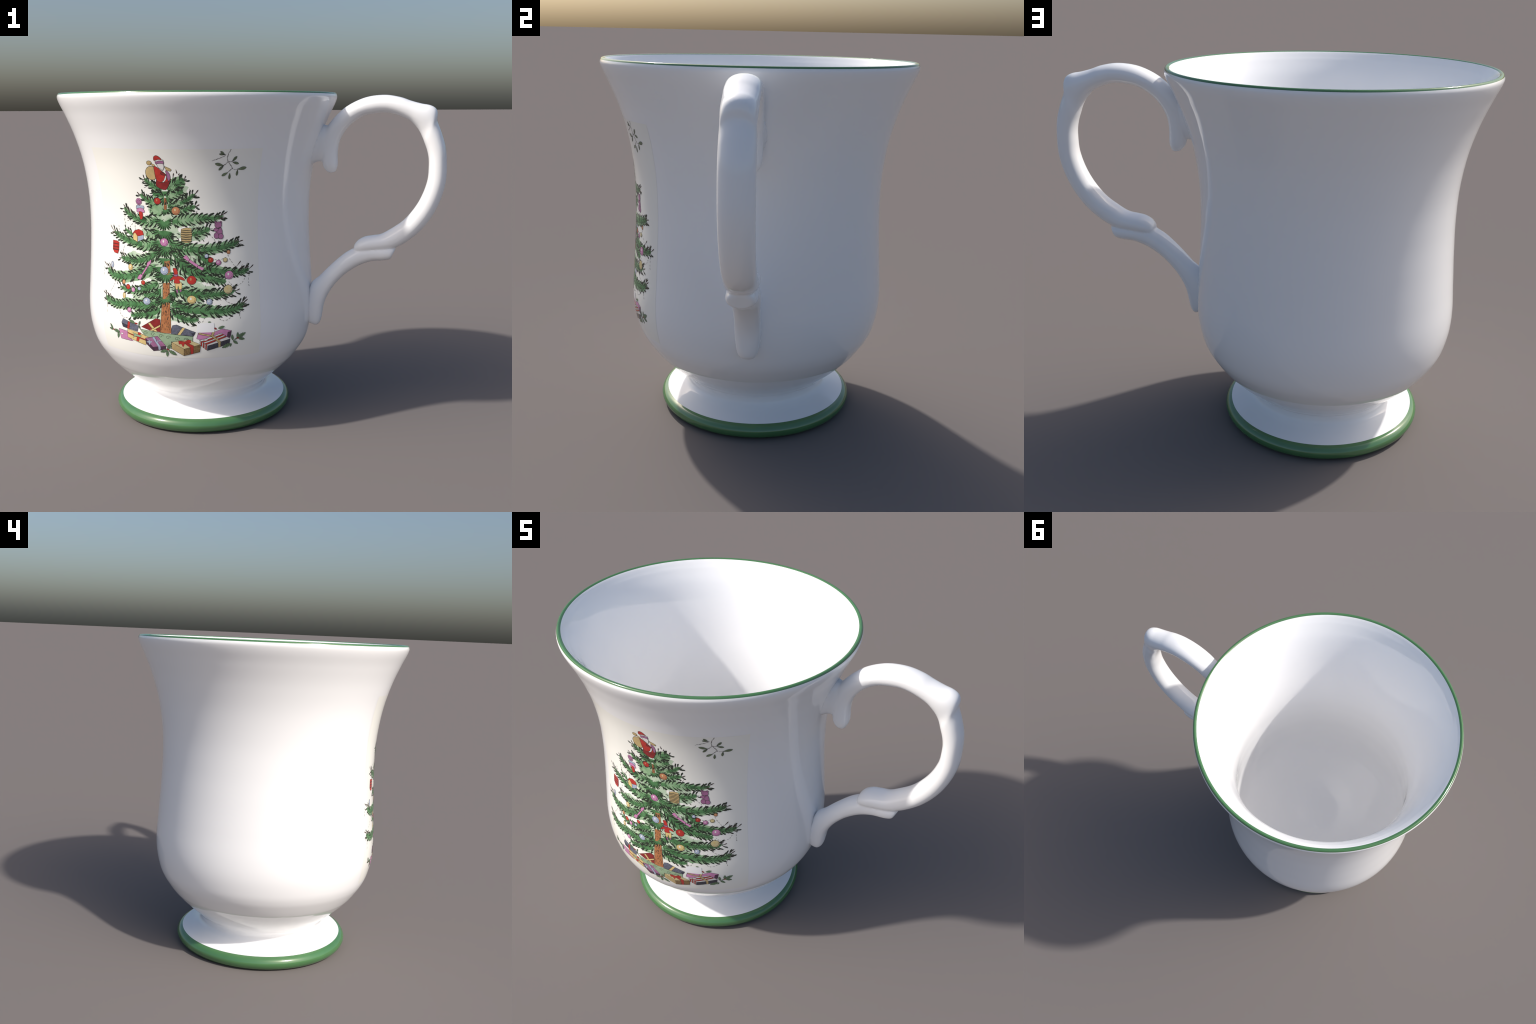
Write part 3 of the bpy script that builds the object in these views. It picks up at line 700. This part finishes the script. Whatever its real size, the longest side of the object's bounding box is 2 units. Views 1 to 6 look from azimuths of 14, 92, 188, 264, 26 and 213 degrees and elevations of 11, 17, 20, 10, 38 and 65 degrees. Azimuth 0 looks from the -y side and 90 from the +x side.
for colour, c, hw, hh in BAUBLES:
    bright = {"red": "orange", "orange": "cream", "pink": "highlight", "blue": "highlight", "cream": "yellow", "yellow": "highlight"}[colour]
    shapes = [(colour, disc(c, hw, hh))]
    s = Sheet()
    outlined("bauble", shapes)
    s.polygon(disc((c[0]-hw*PX*0.18, c[1]+hh*PX*0.22), hw*0.20, hh*0.32), LIFT["thing"]+0.0002)
    s.build("bauble_shine", INK[bright], tree_print)
    if hw > 30:
        cap = Sheet()
        cap.polygon([(c[0]-0.32, c[1]+hh*PX*0.93), (c[0]+0.32, c[1]+hh*PX*0.93), (c[0]+0.08, c[1]+hh*PX*1.25), (c[0]-0.08, c[1]+hh*PX*1.25)], LIFT["thing"]-0.0001)
        cap.build("bauble_cap", INK["ink"], tree_print)
        arc = Sheet()
        arc.ribbon([(c[0]+hw*PX*0.74*math.cos(a), c[1]+hh*PX*0.74*math.sin(a)) for a in [math.radians(-125+14*i) for i in range(12)]], [0.07]*12, LIFT["thing"]+0.00025)
        arc.build("bauble_shade", INK["ink"] if colour != "red" else INK["darkred"], tree_print)

def rounded(outline):
    ring = catmull([outline[-1]]+outline+outline[:1], 3)
    return ring[3:-4]
for name, shapes in HANGING:
    if name not in ("house_ornament", "basket_ornament", "lantern_ornament", "paper_cracker"):
        shapes = [(c, rounded(o) if len(o) < 20 else o) for c, o in shapes]
    outlined(name, shapes)
for k, (name, shapes) in enumerate(PRESENTS_BACK+PRESENTS_FRONT):
    outlined(name, shapes, LIFT["thing"]+0.0001*k)
blank = Sheet()
blank.polygon(BLANK_LABEL, LIFT["thing"]+0.0014)
blank.build("blank_label", PORCELAIN, tree_print)

# scroll pattern on the tub
scroll = Sheet()
for (u, v) in TUB_SCROLLS:
    curl = [(u+math.cos(a)*(1.25-0.13*a), v+math.sin(a)*(0.95-0.1*a)) for a in [i*0.45 for i in range(17)]]
    scroll.ribbon(curl, [0.085]*len(curl), LIFT["thing"]+0.00056)
scroll.build("tub_scroll", INK["ink"], tree_print)["kind"] = "stuff"

# ---- sprigs
def leaf_outline(base, tip, fat, spiny):
    dx, dy = tip[0]-base[0], tip[1]-base[1]
    left, right = [], []
    n = 10
    for i in range(n+1):
        t = i/n
        w = fat*math.sin(math.pi*min(t*0.96+0.04, 1))**0.8*(0.72+0.5*(i % 2) if spiny else 0.45+0.85*t)
        x, y = base[0]+dx*t, base[1]+dy*t
        left.append((x-dy*w, y+dx*w))
        right.append((x+dy*w, y-dx*w))
    return left+right[::-1][1:-1]

def sprig(name, leaves, colour, fat, spiny):
    lines = Sheet()
    for k, (base, tip) in enumerate(leaves):
        s = Sheet()
        o = leaf_outline(base, tip, fat, spiny)
        s.polygon(o, LIFT["thing"]+0.0013+0.00002*k)
        s.build(name, INK[colour], tree_print)
        lines.ribbon(o+o[:1], [0.06]*(len(o)+1), LIFT["thing"]+0.00145)
        lines.ribbon([base, ((base[0]+tip[0])/2, (base[1]+tip[1])/2), tip], [0.07, 0.07, 0.02], LIFT["thing"]+0.00147)
    lines.build(name+"_outline", INK["ink"], tree_print)["kind"] = "stuff"
sprig("holly_leaf", HOLLY_LEAVES, "holly", 0.20, True)
sprig("mistletoe_leaf", MISTLETOE_LEAVES, "mistletoe", 0.19, False)
for k, c in enumerate(HOLLY_BERRIES):
    s = Sheet()
    s.polygon(disc(c, 12, 12, 12), LIFT["thing"]+0.0016)
    s.build("holly_berry", INK["darkred"], tree_print)
stems = Sheet()
for path in MISTLETOE_STEMS:
    line = resample(path, 0.35)
    stems.ribbon([(u+random.uniform(-0.08, 0.08), v+random.uniform(-0.08, 0.08)) for u, v in line], [random.uniform(0.05, 0.16) for _ in line], LIFT["thing"])
stems.build("mistletoe_stem", INK["twig"], tree_print)
strings = Sheet()
for path in GARLANDS:
    line = resample(path, 0.45)
    wob = [(u+random.uniform(-0.14, 0.14), v+random.uniform(-0.14, 0.14)) for u, v in line]
    for i in range(0, len(wob)-2, 3):
        strings.ribbon(wob[i:i+3], [0.05, random.uniform(0.08, 0.15), 0.05], LIFT["thing"]-0.0002)
strings.build("tinsel_string", INK["twig"], tree_print)["kind"] = "stuff"
